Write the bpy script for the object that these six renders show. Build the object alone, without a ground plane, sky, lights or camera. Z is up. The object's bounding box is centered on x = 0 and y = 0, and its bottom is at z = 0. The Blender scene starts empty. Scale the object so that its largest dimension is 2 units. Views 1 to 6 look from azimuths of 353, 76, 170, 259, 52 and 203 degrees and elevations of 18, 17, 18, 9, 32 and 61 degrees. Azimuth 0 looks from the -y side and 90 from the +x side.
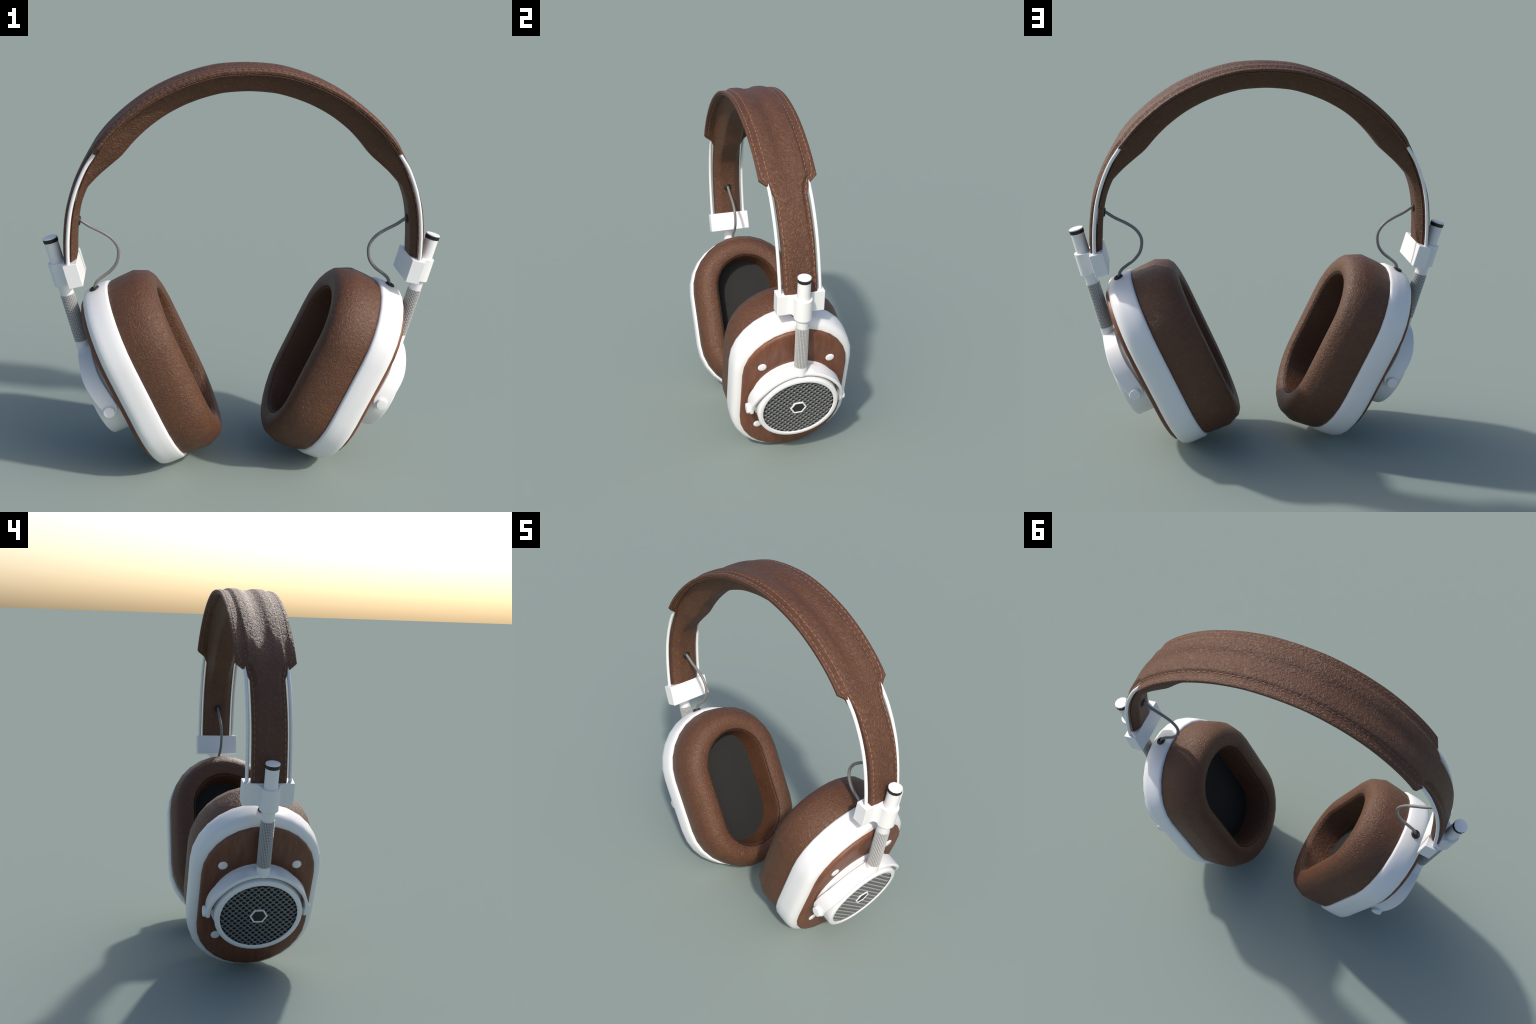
import bpy, bmesh, math
from mathutils import Vector, Matrix

# ----------------------------------------------------------------------------
#  Over-ear headphones: leather headband, white metal, wooden cup panels.
#  Everything is symmetric about x = 0 and y = 0, so the +x side is modelled
#  and the other side is the same meshes turned half a turn about z.
# ----------------------------------------------------------------------------

# ------------------------------------------------------------------ materials
def new_mat(name):
    m = bpy.data.materials.new(name)
    m.use_nodes = True
    nt = m.node_tree
    nt.nodes.clear()
    out = nt.nodes.new("ShaderNodeOutputMaterial")
    b = nt.nodes.new("ShaderNodeBsdfPrincipled")
    nt.links.new(b.outputs[0], out.inputs[0])
    return m, nt, b

def node(nt, kind, **kw):
    n = nt.nodes.new(kind)
    for k, v in kw.items():
        if isinstance(k, str) and hasattr(n, k):
            setattr(n, k, v)
        else:
            n.inputs[k.replace("_", " ")].default_value = v
    return n

def coords(nt, scale=(1, 1, 1)):
    tc = nt.nodes.new("ShaderNodeTexCoord")
    mp = nt.nodes.new("ShaderNodeMapping")
    mp.inputs["Scale"].default_value = scale
    nt.links.new(tc.outputs["Object"], mp.inputs["Vector"])
    return mp.outputs["Vector"]

def noise(nt, vec, scale, detail=3.0, rough=0.5, dist=0.0):
    n = nt.nodes.new("ShaderNodeTexNoise")
    n.inputs["Scale"].default_value = scale
    n.inputs["Detail"].default_value = detail
    n.inputs["Roughness"].default_value = rough
    n.inputs["Distortion"].default_value = dist
    nt.links.new(vec, n.inputs["Vector"])
    return n.outputs["Fac"]

def ramp(nt, fac, stops):
    r = nt.nodes.new("ShaderNodeValToRGB")
    e = r.color_ramp.elements
    while len(e) < len(stops):
        e.new(0.5)
    for el, (p, c) in zip(e, stops):
        el.position = p
        el.color = (c[0], c[1], c[2], 1)
    nt.links.new(fac, r.inputs[0])
    return r.outputs[0]

def mixc(nt, fac, a, b):
    m = nt.nodes.new("ShaderNodeMix")
    m.data_type = 'RGBA'
    if isinstance(fac, float):
        m.inputs[0].default_value = fac
    else:
        nt.links.new(fac, m.inputs[0])
    for s, i in ((a, 6), (b, 7)):
        if isinstance(s, tuple):
            m.inputs[i].default_value = (*s, 1)
        else:
            nt.links.new(s, m.inputs[i])
    return m.outputs[2]

def math_n(nt, op, a, b):
    m = nt.nodes.new("ShaderNodeMath")
    m.operation = op
    for s, i in ((a, 0), (b, 1)):
        if isinstance(s, (int, float)):
            m.inputs[i].default_value = s
        else:
            nt.links.new(s, m.inputs[i])
    return m.outputs[0]

def bump(nt, bsdf, height, strength, dist):
    b = nt.nodes.new("ShaderNodeBump")
    b.inputs["Strength"].default_value = strength
    b.inputs["Distance"].default_value = dist
    nt.links.new(height, b.inputs["Height"])
    nt.links.new(b.outputs[0], bsdf.inputs["Normal"])

def plain(name, col, rough=0.4, metal=0.0, spec=0.5):
    m, nt, b = new_mat(name)
    b.inputs["Base Color"].default_value = (*col, 1)
    b.inputs["Roughness"].default_value = rough
    b.inputs["Metallic"].default_value = metal
    b.inputs["Specular IOR Level"].default_value = spec
    return m

def leather(name, base, light, dark, grain, depth, rough):
    """Pebbled leather: squiggly wrinkles in relief, pale rubbed tops, soft large mottling."""
    m, nt, b = new_mat(name)
    v = coords(nt)
    wrinkle = noise(nt, v, grain, 3, 0.55, 1.3)
    crease = math_n(nt, 'ABSOLUTE', math_n(nt, 'SUBTRACT', noise(nt, v, grain * 1.25, 2, 0.5, 1.6), 0.5), 0.0)
    fine = noise(nt, v, grain * 3.3, 2, 0.5, 0.3)
    blotch = noise(nt, v, 9, 3, 0.6, 0.6)
    c = ramp(nt, blotch, [(0.36, dark), (0.52, base), (0.72, base)])
    speck = ramp(nt, wrinkle, [(0.53, (0, 0, 0)), (0.66, (1, 1, 1))])
    c = mixc(nt, math_n(nt, 'MULTIPLY', speck, 0.7), c, light)
    nt.links.new(c, b.inputs["Base Color"])
    b.inputs["Roughness"].default_value = rough
    b.inputs["Specular IOR Level"].default_value = 0.48
    h = math_n(nt, 'ADD', wrinkle, math_n(nt, 'MULTIPLY', crease, 0.8))
    h = math_n(nt, 'ADD', h, math_n(nt, 'MULTIPLY', fine, 0.2))
    bump(nt, b, h, 1.0, depth)
    return m

LEATHER_BAND = leather("brown_leather_band", (0.100, 0.0395, 0.0190), (0.140, 0.066, 0.030),
                       (0.090, 0.0345, 0.0165), 52, 0.0076, 0.55)
LEATHER_PAD = leather("brown_leather_pad", (0.096, 0.0385, 0.0175), (0.126, 0.058, 0.025),
                      (0.086, 0.0335, 0.0150), 56, 0.0062, 0.55)
LEATHER_CUP = leather("brown_leather_cushion", (0.103, 0.0400, 0.0175), (0.140, 0.064, 0.028),
                      (0.094, 0.0355, 0.0158), 68, 0.0044, 0.48)
WHITE = plain("white_enamel", (0.80, 0.80, 0.80), 0.38)
BLACK = plain("black_rubber", (0.012, 0.013, 0.013), 0.5)
CABLE = plain("grey_cable_rubber", (0.19, 0.185, 0.18), 0.4)
THREAD = plain("tan_thread", (0.27, 0.135, 0.088), 0.7)
GRILLE = plain("grey_metal_mesh", (0.19, 0.195, 0.195), 0.48, 0.5)
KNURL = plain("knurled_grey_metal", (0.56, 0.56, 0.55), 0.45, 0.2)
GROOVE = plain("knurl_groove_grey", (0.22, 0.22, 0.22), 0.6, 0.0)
SEAM = plain("dark_brown_seam", (0.016, 0.008, 0.006), 0.7)
BADGE = plain("black_badge", (0.016, 0.017, 0.017), 0.4)

def make_wood():
    m, nt, b = new_mat("walnut_wood")
    v = coords(nt, (1, 0.17, 1))
    big = noise(nt, v, 26, 4, 0.6, 0.7)
    streak = noise(nt, v, 120, 3, 0.6, 0.3)
    c = ramp(nt, big, [(0.30, (0.125, 0.048, 0.025)), (0.5, (0.160, 0.060, 0.031)),
                       (0.70, (0.190, 0.073, 0.038))])
    s = ramp(nt, streak, [(0.40, (0.62, 0.60, 0.58)), (0.58, (1, 1, 1))])
    mm = nt.nodes.new("ShaderNodeMix")
    mm.data_type = 'RGBA'
    mm.blend_type = 'MULTIPLY'
    mm.inputs[0].default_value = 0.4
    nt.links.new(c, mm.inputs[6])
    nt.links.new(s, mm.inputs[7])
    nt.links.new(mm.outputs[2], b.inputs["Base Color"])
    b.inputs["Roughness"].default_value = 0.5
    bump(nt, b, streak, 0.12, 0.002)
    return m
WOOD = make_wood()

def make_fabric():
    m, nt, b = new_mat("black_speaker_cloth")
    v = coords(nt)
    w = nt.nodes.new("ShaderNodeTexVoronoi")
    w.inputs["Scale"].default_value = 190
    w.inputs["Randomness"].default_value = 0.0
    nt.links.new(v, w.inputs["Vector"])
    c = ramp(nt, w.outputs["Distance"], [(0.15, (0.008, 0.008, 0.008)), (0.6, (0.0145, 0.0145, 0.0145))])
    nt.links.new(c, b.inputs["Base Color"])
    b.inputs["Roughness"].default_value = 0.8
    bump(nt, b, w.outputs["Distance"], 0.25, 0.002)
    return m
CLOTH = make_fabric()

# ------------------------------------------------------------------ utilities
def mesh_from(name, verts, faces, mat, smooth=40.0):
    me = bpy.data.meshes.new(name)
    me.from_pydata([tuple(v) for v in verts], [], faces)
    bm = bmesh.new()
    bm.from_mesh(me)
    bmesh.ops.recalc_face_normals(bm, faces=bm.faces)
    lim = math.radians(smooth)
    for f in bm.faces:
        f.smooth = True
    for e in bm.edges:
        if len(e.link_faces) == 2 and e.calc_face_angle(0) > lim:
            e.smooth = False
    bm.to_mesh(me)
    bm.free()
    me.materials.append(mat)
    return me

def add(name, data, parent=None, matrix=None):
    o = bpy.data.objects.new(name, data)
    bpy.context.scene.collection.objects.link(o)
    if parent:
        o.parent = parent
    if matrix is not None:
        o.matrix_local = matrix
    return o

def loft(rings, closed=True, cap_start=False, cap_end=False, loop=False):
    """Quads between successive rings of equal length."""
    n = len(rings[0])
    V = [p for r in rings for p in r]
    F = []
    m = len(rings)
    for i in range(m if loop else m - 1):
        a, b = i * n, ((i + 1) % m) * n
        for j in range(n if closed else n - 1):
            k = (j + 1) % n
            F.append((a + j, a + k, b + k, b + j))
    if cap_start:
        F.append(tuple(range(n))[::-1])
    if cap_end:
        F.append(tuple(range((m - 1) * n, m * n)))
    return V, F

def stadium_ring(r, n, a, seg, cy=0.0):
    """Ring of a stadium: two half circles of radius r about (0, +-a)."""
    out = []
    for k in range(seg + 1):
        t = math.pi * k / seg
        out.append((r * math.cos(t), cy + a + r * math.sin(t), n))
    for k in range(seg + 1):
        t = math.pi + math.pi * k / seg
        out.append((r * math.cos(t), cy - a + r * math.sin(t), n))
    return out

def circle_ring(r, h, seg, axis='z', c=(0, 0, 0), phase=0.0):
    out = []
    for k in range(seg):
        t = 2 * math.pi * (k + phase) / seg
        x, y = r * math.cos(t), r * math.sin(t)
        if axis == 'z':
            p = (x, y, h)
        elif axis == 'y':
            p = (x, h, y)
        else:
            p = (h, x, y)
        out.append((p[0] + c[0], p[1] + c[1], p[2] + c[2]))
    return out

def lathe(profile, seg, axis='z', c=(0, 0, 0), phase=0.0, caps=(True, True)):
    return loft([circle_ring(r, h, seg, axis, c, phase) for r, h in profile],
                cap_start=caps[0], cap_end=caps[1])

def catmull(pts, per):
    P = [Vector(p) for p in pts]
    P = [2 * P[0] - P[1]] + P + [2 * P[-1] - P[-2]]
    out = []
    for i in range(1, len(P) - 2):
        a, b, c, d = P[i - 1], P[i], P[i + 1], P[i + 2]
        for k in range(per):
            t = k / per
            out.append(0.5 * (2 * b + (c - a) * t + (2 * a - 5 * b + 4 * c - d) * t * t
                              + (3 * b - a - 3 * c + d) * t ** 3))
    out.append(P[-2])
    return out

def tube(path, r, seg=12):
    """Tube whose path lies in a plane y = const."""
    rings = []
    for i, p in enumerate(path):
        t = (path[min(i + 1, len(path) - 1)] - path[max(i - 1, 0)]).normalized()
        s = Vector((0, 1, 0))
        u = t.cross(s).normalized()
        rings.append([p + r * (math.cos(2 * math.pi * k / seg) * u + math.sin(2 * math.pi * k / seg) * s)
                      for k in range(seg)])
    return loft(rings, cap_start=True, cap_end=True)

def merge(*parts):
    V, F = [], []
    for v, f in parts:
        o = len(V)
        V += list(v)
        F += [tuple(i + o for i in q) for q in f]
    return V, F

def sstep(a, b, x):
    t = min(1.0, max(0.0, (x - a) / (b - a)))
    return t * t * (3 - 2 * t)

def curve_at(tab, x):
    """Smooth (Catmull-Rom) interpolation of a small table."""
    for i, ((x0, y0), (x1, y1)) in enumerate(zip(tab, tab[1:])):
        if x <= x1 or i == len(tab) - 2:
            def slope(k):
                a, b = tab[max(k - 1, 0)], tab[min(k + 1, len(tab) - 1)]
                return (b[1] - a[1]) / (b[0] - a[0])
            h = x1 - x0
            t = (x - x0) / h
            return ((2 * t ** 3 - 3 * t * t + 1) * y0 + (t ** 3 - 2 * t * t + t) * h * slope(i)
                    + (3 * t * t - 2 * t ** 3) * y1 + (t ** 3 - t * t) * h * slope(i + 1))

def lerp_table(tab, x):
    if x <= tab[0][0]:
        return tab[0][1]
    for (x0, y0), (x1, y1) in zip(tab, tab[1:]):
        if x <= x1:
            return y0 + (y1 - y0) * (x - x0) / (x1 - x0)
    return tab[-1][1]

HALF_TURN = Matrix.Rotation(math.pi, 4, 'Z')

def torus(R, r, axis, c, seg=24, sub=10):
    rings = []
    for i in range(seg):
        t = 2 * math.pi * i / seg
        ring = []
        for j in range(sub):
            q = 2 * math.pi * j / sub
            a, h = R + r * math.cos(q), r * math.sin(q)
            x, y = a * math.cos(t), a * math.sin(t)
            p = (x, y, h) if axis == 'z' else (x, h, y)
            ring.append((p[0] + c[0], p[1] + c[1], p[2] + c[2]))
        rings.append(ring)
    return loft(rings, loop=True)

# ------------------------------------------------------------------ the thing
root = bpy.data.objects.new("headphones", None)
bpy.context.scene.collection.objects.link(root)
root["label"] = "white metal over-ear headphones with brown leather and wooden cups"
root["category"] = "headphones"

# ================================================================== HEADBAND
# Spine of the band in the x-z plane: the upper face of the leather edge.
SPINE = [(0, 1.990), (.09, 1.986), (.165, 1.976), (.262, 1.951), (.358, 1.915), (.449, 1.868),
         (.541, 1.803), (.622, 1.731), (.68, 1.665), (.722, 1.603), (.760, 1.535), (.795, 1.454),
         (.820, 1.376), (.836, 1.303), (.845, 1.223), (.849, 1.15), (.851, 1.05)]
full = [Vector((-x, 0, z)) for x, z in SPINE[:0:-1]] + [Vector((x, 0, z)) for x, z in SPINE]
dense = catmull(full, 24)
arc = [0.0]
for a, b in zip(dense, dense[1:]):
    arc.append(arc[-1] + (b - a).length)
MID = arc[-1] / 2

LIFT = [(0, 0), (.15, 0), (.40, -.004), (.90, -.004), (1.05, 0), (1.5, 0)]
def spine_at(s):
    """Point and outward normal at signed arc length s from the crown."""
    t = s + MID
    lo, hi = 0, len(arc) - 1
    while hi - lo > 1:
        m = (lo + hi) // 2
        if arc[m] <= t:
            lo = m
        else:
            hi = m
    k = (t - arc[lo]) / (arc[hi] - arc[lo])
    p = dense[lo].lerp(dense[hi], k)
    a = dense[max(lo - 3, 0)]
    b = dense[min(hi + 3, len(dense) - 1)]
    T = (b - a).normalized()
    n = Vector((-T.z, 0, T.x))
    return p + n * lerp_table(LIFT, abs(s)), n

END = MID - 0.001
WIDTH = [(0, .1525), (.814, .1525), (.854, .108), (.905, .0875), (1.5, .0865)]
BULGE = [(0, .0105), (.60, .012), (.95, .014), (1.10, .016), (1.26, .018), (1.36, .018), (1.42, .013)]
DEPTH = [(0, .106), (.35, .109), (.60, .115), (.74, .121), (.78, .1205), (.815, .116), (.86, .103), (1.02, .054),
         (1.10, .049), (1.36, .047), (1.42, .043)]

keys = {.814, .854, .905, 1.02}
st = sorted(keys | {i * END / 64 for i in range(65)})
st = [s for i, s in enumerate(st) if s in keys or all(abs(s - k) > .008 for k in keys)]
STATIONS = [-s for s in st[:0:-1]] + st

def cover_height(s, f):
    """Relief of the outer leather: stitched flat edge, padded ridge pair, middle groove."""
    a = abs(s)
    foot = .70 + .10 * sstep(.78, .95, a)
    wide = .13 + .12 * sstep(.80, 1.0, a)
    dip = 1 - sstep(.45, .98, a)
    h = sstep(foot, foot - wide, f)
    h *= 1 - dip * .95 * (1 - sstep(.06, .36, f))
    flat = sstep(.88, 1.15, a) * .78 * (1 - .35 * sstep(.95, 1.0, f))
    return lerp_table(BULGE, a) * (h + (1 - h) * flat)

FCOV = [1.0, .985, .93, .86, .80, .755, .72, .69, .66, .63, .60, .56, .51, .45, .39, .33, .27, .21, .15, .09, .03]
def cover_ring(s):
    p, n = spine_at(s)
    a = abs(s)
    w = lerp_table(WIDTH, a)
    up = [(w * f * sg, cover_height(s, f) - (.0025 if f == 1.0 else 0))
          for sg in (-1, 1) for f in (FCOV if sg < 0 else FCOV[::-1])]
    th = .013 + .005 * sstep(.85, 1.0, a)
    low = [(w * .985, -th), (w * .5, -th), (-w * .5, -th), (-w * .985, -th)]
    return [p + n * h + Vector((0, y, 0)) for y, h in up + low]

V, F = loft([cover_ring(s) for s in STATIONS], cap_start=True, cap_end=True)
headband = add("headband", mesh_from("headband", V, F, LEATHER_BAND, 50), root)

BODY = [(0, .101), (.60, .101), (.80, .096), (.854, .090), (.905, .0835), (1.5, .0825)]
def pad_ring(s):
    """Lower leather: thin flange matching the cover, and a rounded cushion body below it."""
    p, n = spine_at(s)
    a = abs(s)
    w = lerp_table(WIDTH, a) * .975
    wb = min(lerp_table(BODY, a), w * .99)
    k = sstep(.87, 1.06, a)
    top = .0145 + .0055 * sstep(.85, 1.0, a)
    edge = .0215 + .0020 * k
    y0 = .046 - .008 * k
    q = lerp_table(DEPTH, a)
    half = [(w, -edge + .0025), (w - .002, -edge), ((w + wb) / 2, -edge)]
    for i in range(13):
        t = i / 12
        half.append((wb + (y0 - wb) * t, -edge - (q - edge) * math.sin(t * math.pi / 2) ** (1.3 - .25 * k)))
    half += [(y0 * .66, -q), (y0 * .33, -q), (y0 * .05, -q)]
    low = [(-y, h) for y, h in half] + half[::-1]
    up = [(w * .985, -top), (w * .5, -top), (-w * .5, -top), (-w * .985, -top)]
    return [p + n * h + Vector((0, y, 0)) for y, h in low + up]

V, F = loft([pad_ring(s) for s in STATIONS], cap_start=True, cap_end=True)
add("headband_pad", mesh_from("headband_pad", V, F, LEATHER_PAD, 50), headband)

# stitching: short thread capsules lying on the leather
def stitch(p0, p1, n, r=.0018):
    t = (p1 - p0)
    L = t.length
    t.normalize()
    b = t.cross(n).normalized()
    rings = []
    for h, k in ((-.5, .25), (-.42, .8), (-.2, 1), (.2, 1), (.42, .8), (.5, .25)):
        c = (p0 + p1) / 2 + t * (h * L) + n * (.0004 - .0012 * (abs(h) > .45))
        rings.append([c + r * k * (math.cos(q) * b + math.sin(q) * n * .8)
                      for q in [2 * math.pi * i / 6 for i in range(6)]])
    return loft(rings, cap_start=True, cap_end=True)

def surf(s, y, under=False):
    p, n = spine_at(s)
    w = lerp_table(WIDTH, abs(s))
    h = cover_height(s, min(1, abs(y) / w))
    return p + n * h + Vector((0, y, 0)), n

outer_line = [(0, .134), (.76, .134), (.80, .128), (.83, .112)]
inner_line = [(0, .1015), (.74, .1015), (.80, .099), (.845, .092), (.905, .0765), (1.0, .0745), (1.5, .0745)]
parts = []
pitch, length = .0300, .0215
for tab, stop in ((outer_line, .82), (inner_line, END - .03)):
    cnt = int(stop / pitch)
    for i in range(-cnt, cnt + 1):
        s0, s1 = i * pitch - length / 2, i * pitch + length / 2
        for sg in (-1, 1):
            a, n = surf(s0, sg * lerp_table(tab, abs(s0)))
            b, _ = surf(s1, sg * lerp_table(tab, abs(s1)))
            parts.append(stitch(a, b, n))
cnt = int(.80 / .024)
for i in range(-cnt, cnt + 1):
    for sg in (-1, 1):
        P = []
        for s in (i * .024 - .0085, i * .024 + .0085):
            p, n = spine_at(s)
            P.append(p - n * .0217 + Vector((0, sg * .131, 0)))
        parts.append(stitch(P[0], P[1], -n, .0017))
o = add("stitching", mesh_from("stitching", *merge(*parts), THREAD, 60), headband)
o["kind"] = "stuff"

# side wires that carry the band
WIRE = [(.690, 1.628), (.718, 1.588), (.754, 1.532), (.789, 1.454), (.814, 1.376), (.829, 1.303),
        (.838, 1.223), (.842, 1.15), (.843, 1.06)]
path = catmull([(x, 0, z) for x, z in WIRE], 4)
wire = mesh_from("support_wire", *tube(path, .0088, 10), WHITE, 50)
for sy in (-1, 1):
    for sx in (1, -1):
        m = Matrix.Translation((0, sy * .1055, 0))
        if sx < 0:
            m = m @ HALF_TURN
        add("support_wire", wire, headband, m)

# ================================================================== EAR CUPS
# Cup frame: local x = world y, local y = up along the tilted cup, local z = outward.
sn, cs = .4043, .9146
CUP = Matrix(((0, sn, cs, .624), (1, 0, 0, 0), (0, cs, -sn, .426), (0, 0, 0, 1)))
A = .162           # half length of the straight sides
SEG = 14

shell_prof = [(.295, -.165), (.320, -.165), (.3275, -.1615), (.331, -.153), (.3317, -.12), (.331, -.080), (.3285, -.058),
              (.320, -.040), (.306, -.031), (.289, -.0255), (.270, -.0245)]
V, F = loft([stadium_ring(r, n, A, SEG) for r, n in shell_prof], cap_start=True, cap_end=True)
shell_me = mesh_from("ear_cup", V, F, WHITE, 50)

cush_prof = [(.306, -.154), (.3172, -.164), (.3212, -.180), (.3245, -.225), (.3265, -.296), (.2985, -.3585),
             (.275, -.376), (.250, -.3825), (.224, -.381), (.206, -.3755), (.1985, -.3715), (.1970, -.362),
             (.1935, -.359), (.1920, -.368), (.1895, -.3655), (.187, -.355), (.182, -.30), (.172, -.22)]
V, F = loft([stadium_ring(r, n, A, SEG) for r, n in cush_prof])
cush_me = mesh_from("ear_cushion", V, F, LEATHER_CUP, 60)

# thin dark tube along the groove at the cushion mouth, so that the seam line shows
V, F = loft([stadium_ring(.1952 + .0021 * math.cos(q), -.3672 + .0021 * math.sin(q), A, SEG)
             for q in [2 * math.pi * k / 8 for k in range(8)]], loop=True)
seam_line_me = mesh_from("cushion_seam", V, F, SEAM, 60)

V, F = loft([stadium_ring(r, n, A, SEG) for r, n in ((.190, -.185), (.190, -.229), (.10, -.231))],
            cap_start=True, cap_end=True)
cloth_me = mesh_from("speaker_cloth", V, F, CLOTH, 40)

wood_prof = [(.272, -.036), (.2860, -.034), (.2880, -.018), (.2850, -.0105), (.2720, -.0035), (.20, -.0035)]
V, F = loft([stadium_ring(r, n, A, SEG) for r, n in wood_prof], cap_start=True, cap_end=True)
wood_me = mesh_from("wooden_panel", V, F, WOOD, 50)

rivet_me = mesh_from("rivet", *lathe([(.024, -.012), (.024, -.0005), (.022, .0018), (.013, .0028), (.004, .003)], 12),
                     WHITE, 60)

# speaker housing with a raised rim
DC = (0, -.008, 0)
house_prof = [(.150, -.002), (.2235, -.002), (.2235, .103), (.2215, .1110), (.2150, .1148), (.203, .1148),
              (.1980, .1140), (.1962, .1122), (.1965, .1090), (.2130, .1088), (.2130, .090), (.10, .090)]
V, F = merge(lathe(house_prof, 40, 'z', DC),
             lathe([(.150, -.010), (.2370, -.010), (.2370, .0115), (.2345, .0142), (.150, .0145)], 40, 'z'))
house_me = mesh_from("speaker_housing", V, F, WHITE, 55)

# perforated grille: diamond lattice of round holes, each cell a square with a bevelled hole
def grille():
    pitch = .0234
    hole, top, bot = .0091, .1085, .0995
    seg = 12
    V, F = [], []
    idx = {}
    def vid(p):
        k = (round(p[0], 5), round(p[1], 5), round(p[2], 5))
        if k not in idx:
            idx[k] = len(V)
            V.append(p)
        return idx[k]
    c45 = math.sqrt(.5)
    N = 10
    for i in range(-N, N + 1):
        for j in range(-N, N + 1):
            a, b = i * pitch, j * pitch
            cx, cy = (a - b) * c45, (a + b) * c45
            if math.hypot(cx, cy) > .196:
                continue
            rows = []
            for k in range(seg):
                t = 2 * math.pi * (k + .5) / seg
                ct, s_ = math.cos(t), math.sin(t)
                m = pitch / 2 / max(abs(ct), abs(s_))
                rows.append([(m, top), (hole * 1.14, top - .0006), (hole * 1.03, top - .0020), (hole, bot)])
                rows[-1] = [vid((cx + (r * ct - r * s_) * c45, cy + (r * ct + r * s_) * c45 - .008, h)) for r, h in rows[-1]]
            for k in range(seg):
                A_, B_ = rows[k], rows[(k + 1) % seg]
                for q in range(3):
                    F.append((A_[q], B_[q], B_[q + 1], A_[q + 1]))
            # the four corner triangles of the cell
            for k in range(4):
                t = math.pi / 4 + k * math.pi / 2
                R = pitch / 2 * math.sqrt(2)
                x, y = R * math.cos(t), R * math.sin(t)
                cv = vid((cx + (x - y) * c45, cy + (x + y) * c45 - .008, top))
                ka = int((t / (2 * math.pi)) * seg - .5 + 1e-6)
                F.append((rows[ka % seg][0], cv, rows[(ka + 1) % seg][0]))
    return V, F
gV, gF = grille()
grille_me = mesh_from("speaker_grille", gV, gF, GRILLE, 50)
back_me = mesh_from("grille_backing", *lathe([(.2110, .0905), (.2110, .0980), (.05, .0980)], 32, 'z', DC), BADGE, 40)

def hexagon(R, h):
    return [(R * math.cos(k * math.pi / 3), R * math.sin(k * math.pi / 3) - .009, h) for k in range(6)]
V, F = loft([hexagon(R, h) for R, h in ((.046, .101), (.0465, .1115), (.0455, .1130), (.0385, .1130), (.037, .1115), (.037, .101))])
hexframe_me = mesh_from("hexagon_frame", V, F, WHITE, 30)
V, F = loft([hexagon(R, h) for R, h in ((.0375, .101), (.0375, .1105))], cap_start=True, cap_end=True)
hexbadge_me = mesh_from("hexagon_badge", V, F, BADGE, 30)

# cable grommet on the crown of the cup (axis along local y)
cup_grommet_me = mesh_from("cable_grommet", *merge(
    torus(.0175, .0075, 'y', (0, .4940, -.101), 20, 8),
    lathe([(.018, .488), (.018, .495)], 16, 'y', (0, 0, -.101))), BLACK, 50)

for sx in (1, -1):
    M = CUP if sx > 0 else HALF_TURN @ CUP
    cup = add("ear_cup", shell_me, root, M)
    add("ear_cushion", cush_me, cup)
    add("cushion_seam", seam_line_me, cup)
    add("speaker_cloth", cloth_me, cup)
    add("wooden_panel", wood_me, cup)
    for yy in (.228, -.228):
        for xx in (-.187, .187):
            add("rivet", rivet_me, cup, Matrix.Translation((xx, yy, 0)))
    add("speaker_housing", house_me, cup)
    add("grille_backing", back_me, cup)
    add("speaker_grille", grille_me, cup)
    add("hexagon_frame", hexframe_me, cup)
    add("hexagon_badge", hexbadge_me, cup)
    add("cable_grommet", cup_grommet_me, cup)

# ================================================================== YOKE AND ROD
# Yoke frame: origin on the pivot axis, local x = world y, local y along the rod, local z outward.
t14 = math.radians(14.25)
s2, c2 = math.sin(t14), math.cos(t14)
YOKE = Matrix(((0, s2, c2, .664), (1, 0, 0, 0), (0, c2, -s2, .392), (0, 0, 0, 1)))

def yoke_mesh():
    """Half hoop over the speaker housing; it sweeps outward from the pivots to the rod."""
    ri, ro, cy, lean = .2405, .2570, .0100, .169
    sweep = [(0, -.006), (8, .006), (19, .0225), (35, .0435), (52, .0540), (74, .0600), (90, .0615)]
    width = [(0, .0385), (8, .0405), (19, .0420), (35, .0405), (52, .0375), (74, .0348), (90, .0345)]
    rings = []
    def ring(d, rx, ry, m, half):
        b = min(.0030, half * .4)
        sec = [(ri, -half + b), (ri + b, -half), (ro - b, -half), (ro, -half + b),
               (ro, half - b), (ro - b, half), (ri + b, half), (ri, half - b)]
        return [(rx * r, cy + d + ry * r - lean * (m + h), m + h) for r, h in sec]
    tail = []
    for k in range(8):                              # rounded foot below the pivot
        a = math.radians(90 * k / 8)
        tail.append((-.0135 - .034 * math.cos(a), max(.0385 * math.sin(a), .005)))
    for d, h in tail:
        rings.append(ring(d, -1, 0, -.006, h))
    for k in range(0, 41):
        ph = 180 * k / 40
        q = min(ph, 180 - ph)
        a = math.radians(ph)
        rings.append(ring(0, -math.cos(a), math.sin(a), curve_at(sweep, q), curve_at(width, q)))
    for d, h in tail[::-1]:
        rings.append(ring(d, 1, 0, -.006, h))
    return loft(rings, cap_start=True, cap_end=True)
yoke_me = mesh_from("yoke", *yoke_mesh(), WHITE, 40)

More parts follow.
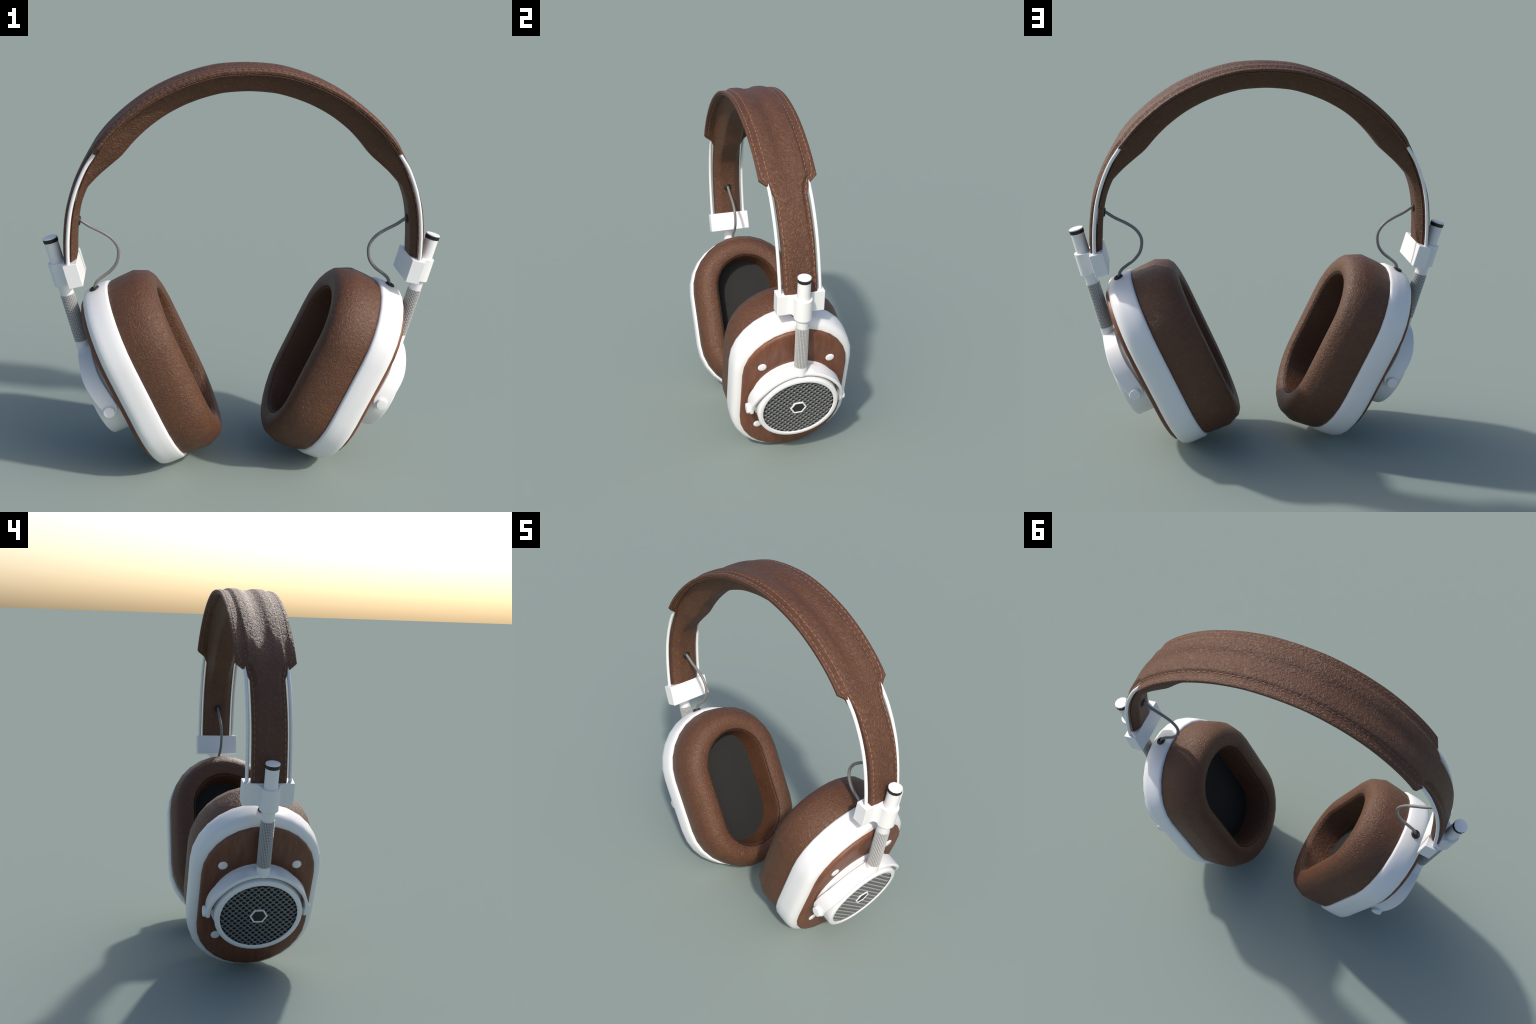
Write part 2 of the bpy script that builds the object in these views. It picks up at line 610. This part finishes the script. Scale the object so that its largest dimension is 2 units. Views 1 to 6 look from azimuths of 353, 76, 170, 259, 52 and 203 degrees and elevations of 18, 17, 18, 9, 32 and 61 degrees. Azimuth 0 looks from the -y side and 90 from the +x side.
bolt_me = mesh_from("pivot_bolt", *lathe([(.016, .218), (.016, .253), (.0285, .254), (.0285, .2705), (.0265, .2745), (.022, .2755)],
                                         20, 'x', (0, -.004, -.001)), WHITE, 50)
RX = .066
rod_me = mesh_from("adjustment_rod", *merge(
    lathe([(.0345, .236), (.0345, .2880), (.030, .2880)], 16, 'y', (0, 0, RX)),
    lathe([(.030, .520), (.0320, .534), (.0325, .536), (.0325, .610)], 16, 'y', (0, 0, RX)),
    lathe([(.0340, .690), (.0340, .811), (.030, .811)], 16, 'y', (0, 0, RX))), WHITE, 50)

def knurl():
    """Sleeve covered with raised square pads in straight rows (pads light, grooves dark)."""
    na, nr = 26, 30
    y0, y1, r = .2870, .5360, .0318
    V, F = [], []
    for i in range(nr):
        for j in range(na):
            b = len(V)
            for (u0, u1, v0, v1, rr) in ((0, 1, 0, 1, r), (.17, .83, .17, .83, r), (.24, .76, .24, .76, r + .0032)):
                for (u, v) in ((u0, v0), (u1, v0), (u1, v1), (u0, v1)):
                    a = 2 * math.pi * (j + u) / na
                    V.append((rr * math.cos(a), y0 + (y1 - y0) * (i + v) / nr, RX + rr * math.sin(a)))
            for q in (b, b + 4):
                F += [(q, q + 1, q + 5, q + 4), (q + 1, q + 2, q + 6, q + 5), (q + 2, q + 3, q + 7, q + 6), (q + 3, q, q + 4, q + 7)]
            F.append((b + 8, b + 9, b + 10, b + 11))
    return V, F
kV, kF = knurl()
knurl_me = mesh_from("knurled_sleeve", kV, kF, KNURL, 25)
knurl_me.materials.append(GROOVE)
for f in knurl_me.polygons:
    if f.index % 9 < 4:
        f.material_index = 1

cap_me = mesh_from("rod_cap", *lathe([(.030, .820), (.0352, .8240), (.0360, .8250), (.0356, .8305), (.0340, .8315)], 12, 'y', (0, 0, RX)),
                   WHITE, 30)
ring_me = mesh_from("rod_ring", *lathe([(.033, .8065), (.0357, .8070), (.0361, .8085), (.0361, .8255), (.033, .8260)], 12, 'y', (0, 0, RX)),
                    BLACK, 30)

def extrude_outline(pts, y0, y1, b=.0025):
    """Prism along local y from an (x, z) outline with a small chamfer at both ends."""
    cx = sum(p[0] for p in pts) / len(pts)
    cz = sum(p[1] for p in pts) / len(pts)
    def ring(k, y):
        out = []
        n = len(pts)
        for i, (x, z) in enumerate(pts):
            x0, z0 = pts[i - 1]
            x1, z1 = pts[(i + 1) % n]
            tx, tz = x1 - x0, z1 - z0
            L = math.hypot(tx, tz) or 1
            nx, nz = tz / L, -tx / L
            out.append((x - nx * k, y, z - nz * k))
        return out
    return loft([ring(b, y0), ring(0, y0 + b), ring(0, y1 - b), ring(b, y1)], cap_start=True, cap_end=True)

# slider block: bar across the band end, with a socket that wraps the rod
bar = extrude_outline([(-.123, -.0375), (-.0625, -.0375), (0, -.0375), (.0625, -.0375), (.123, -.0375), (.1255, -.035), (.1255, .0285), (.123, .031),
                       (.0625, .031), (0, .031), (-.0625, .031), (-.123, .031), (-.1255, .0285), (-.1255, -.035)], .594, .7095, .002)
sock = [(-.072, .026)]
for k in range(5):                                 # concave flare from the bar face
    t = k / 4
    sock.append((-.070 + .0245 * math.sin(t * math.pi / 2), .031 + .034 * (1 - math.cos(t * math.pi / 2))))
for k in range(0, 13):                             # round front
    a = math.pi - math.pi * k / 12
    sock.append((.0455 * math.cos(a), RX + .0465 * math.sin(a)))
for k in range(5)[::-1]:
    t = k / 4
    sock.append((.070 - .0245 * math.sin(t * math.pi / 2), .031 + .034 * (1 - math.cos(t * math.pi / 2))))
sock.append((.072, .026))
sock = sock[::-1]
flare = extrude_outline(sock, .598, .7055, .0015)
collar = lathe([(.033, .5880), (.0440, .5880), (.0465, .5905), (.0465, .700)], 24, 'y', (0, 0, RX), caps=(True, False))
block_me = mesh_from("slider_block", *merge(bar, flare, collar), WHITE, 35)

for sx in (1, -1):
    M = YOKE if sx > 0 else HALF_TURN @ YOKE
    yoke = add("yoke", yoke_me, root, M)
    for q in (1, -1):
        add("pivot_bolt", bolt_me, yoke, Matrix.Identity(4) if q > 0 else Matrix.Scale(-1, 4, (1, 0, 0)))
    rod = add("adjustment_rod", rod_me, root, M)
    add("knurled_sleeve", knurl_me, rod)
    add("rod_cap", cap_me, rod)
    add("rod_ring", ring_me, rod)
    add("slider_block", block_me, root, M)

# ================================================================== CABLES
CAB = [(.815, 1.275), (.785, 1.262), (.742, 1.2325), (.686, 1.203), (.645, 1.1745), (.618, 1.138), (.6105, 1.10),
       (.620, 1.052), (.649, 1.011), (.687, .981), (.716, .955), (.728, .925), (.729, .890)]
cable_me = mesh_from("cable", *tube(catmull([(x, 0, z) for x, z in CAB], 6), .0080, 12), CABLE, 60)
s_g = 1.21
for k in range(200):
    p, n = spine_at(1.1 + k * .001)
    if p.z - n.z * .05 < 1.262:
        s_g = 1.1 + k * .001
        break
p, n = spine_at(s_g)
T = Vector((n.z, 0, -n.x))
G = Matrix(((T.x, 0, n.x, p.x - n.x * .0490), (0, 1, 0, 0), (T.z, 0, n.z, p.z - n.z * .0490), (0, 0, 0, 1)))
band_grommet_me = mesh_from("cable_grommet", *merge(torus(.0170, .0068, 'z', (0, 0, 0), 20, 8),
                            lathe([(.017, -.002), (.017, .004)], 16, 'z')), BLACK, 50)
for sx in (1, -1):
    M = Matrix.Identity(4) if sx > 0 else HALF_TURN
    cable = add("cable", cable_me, root, M)
    add("cable_grommet", band_grommet_me, cable, G)
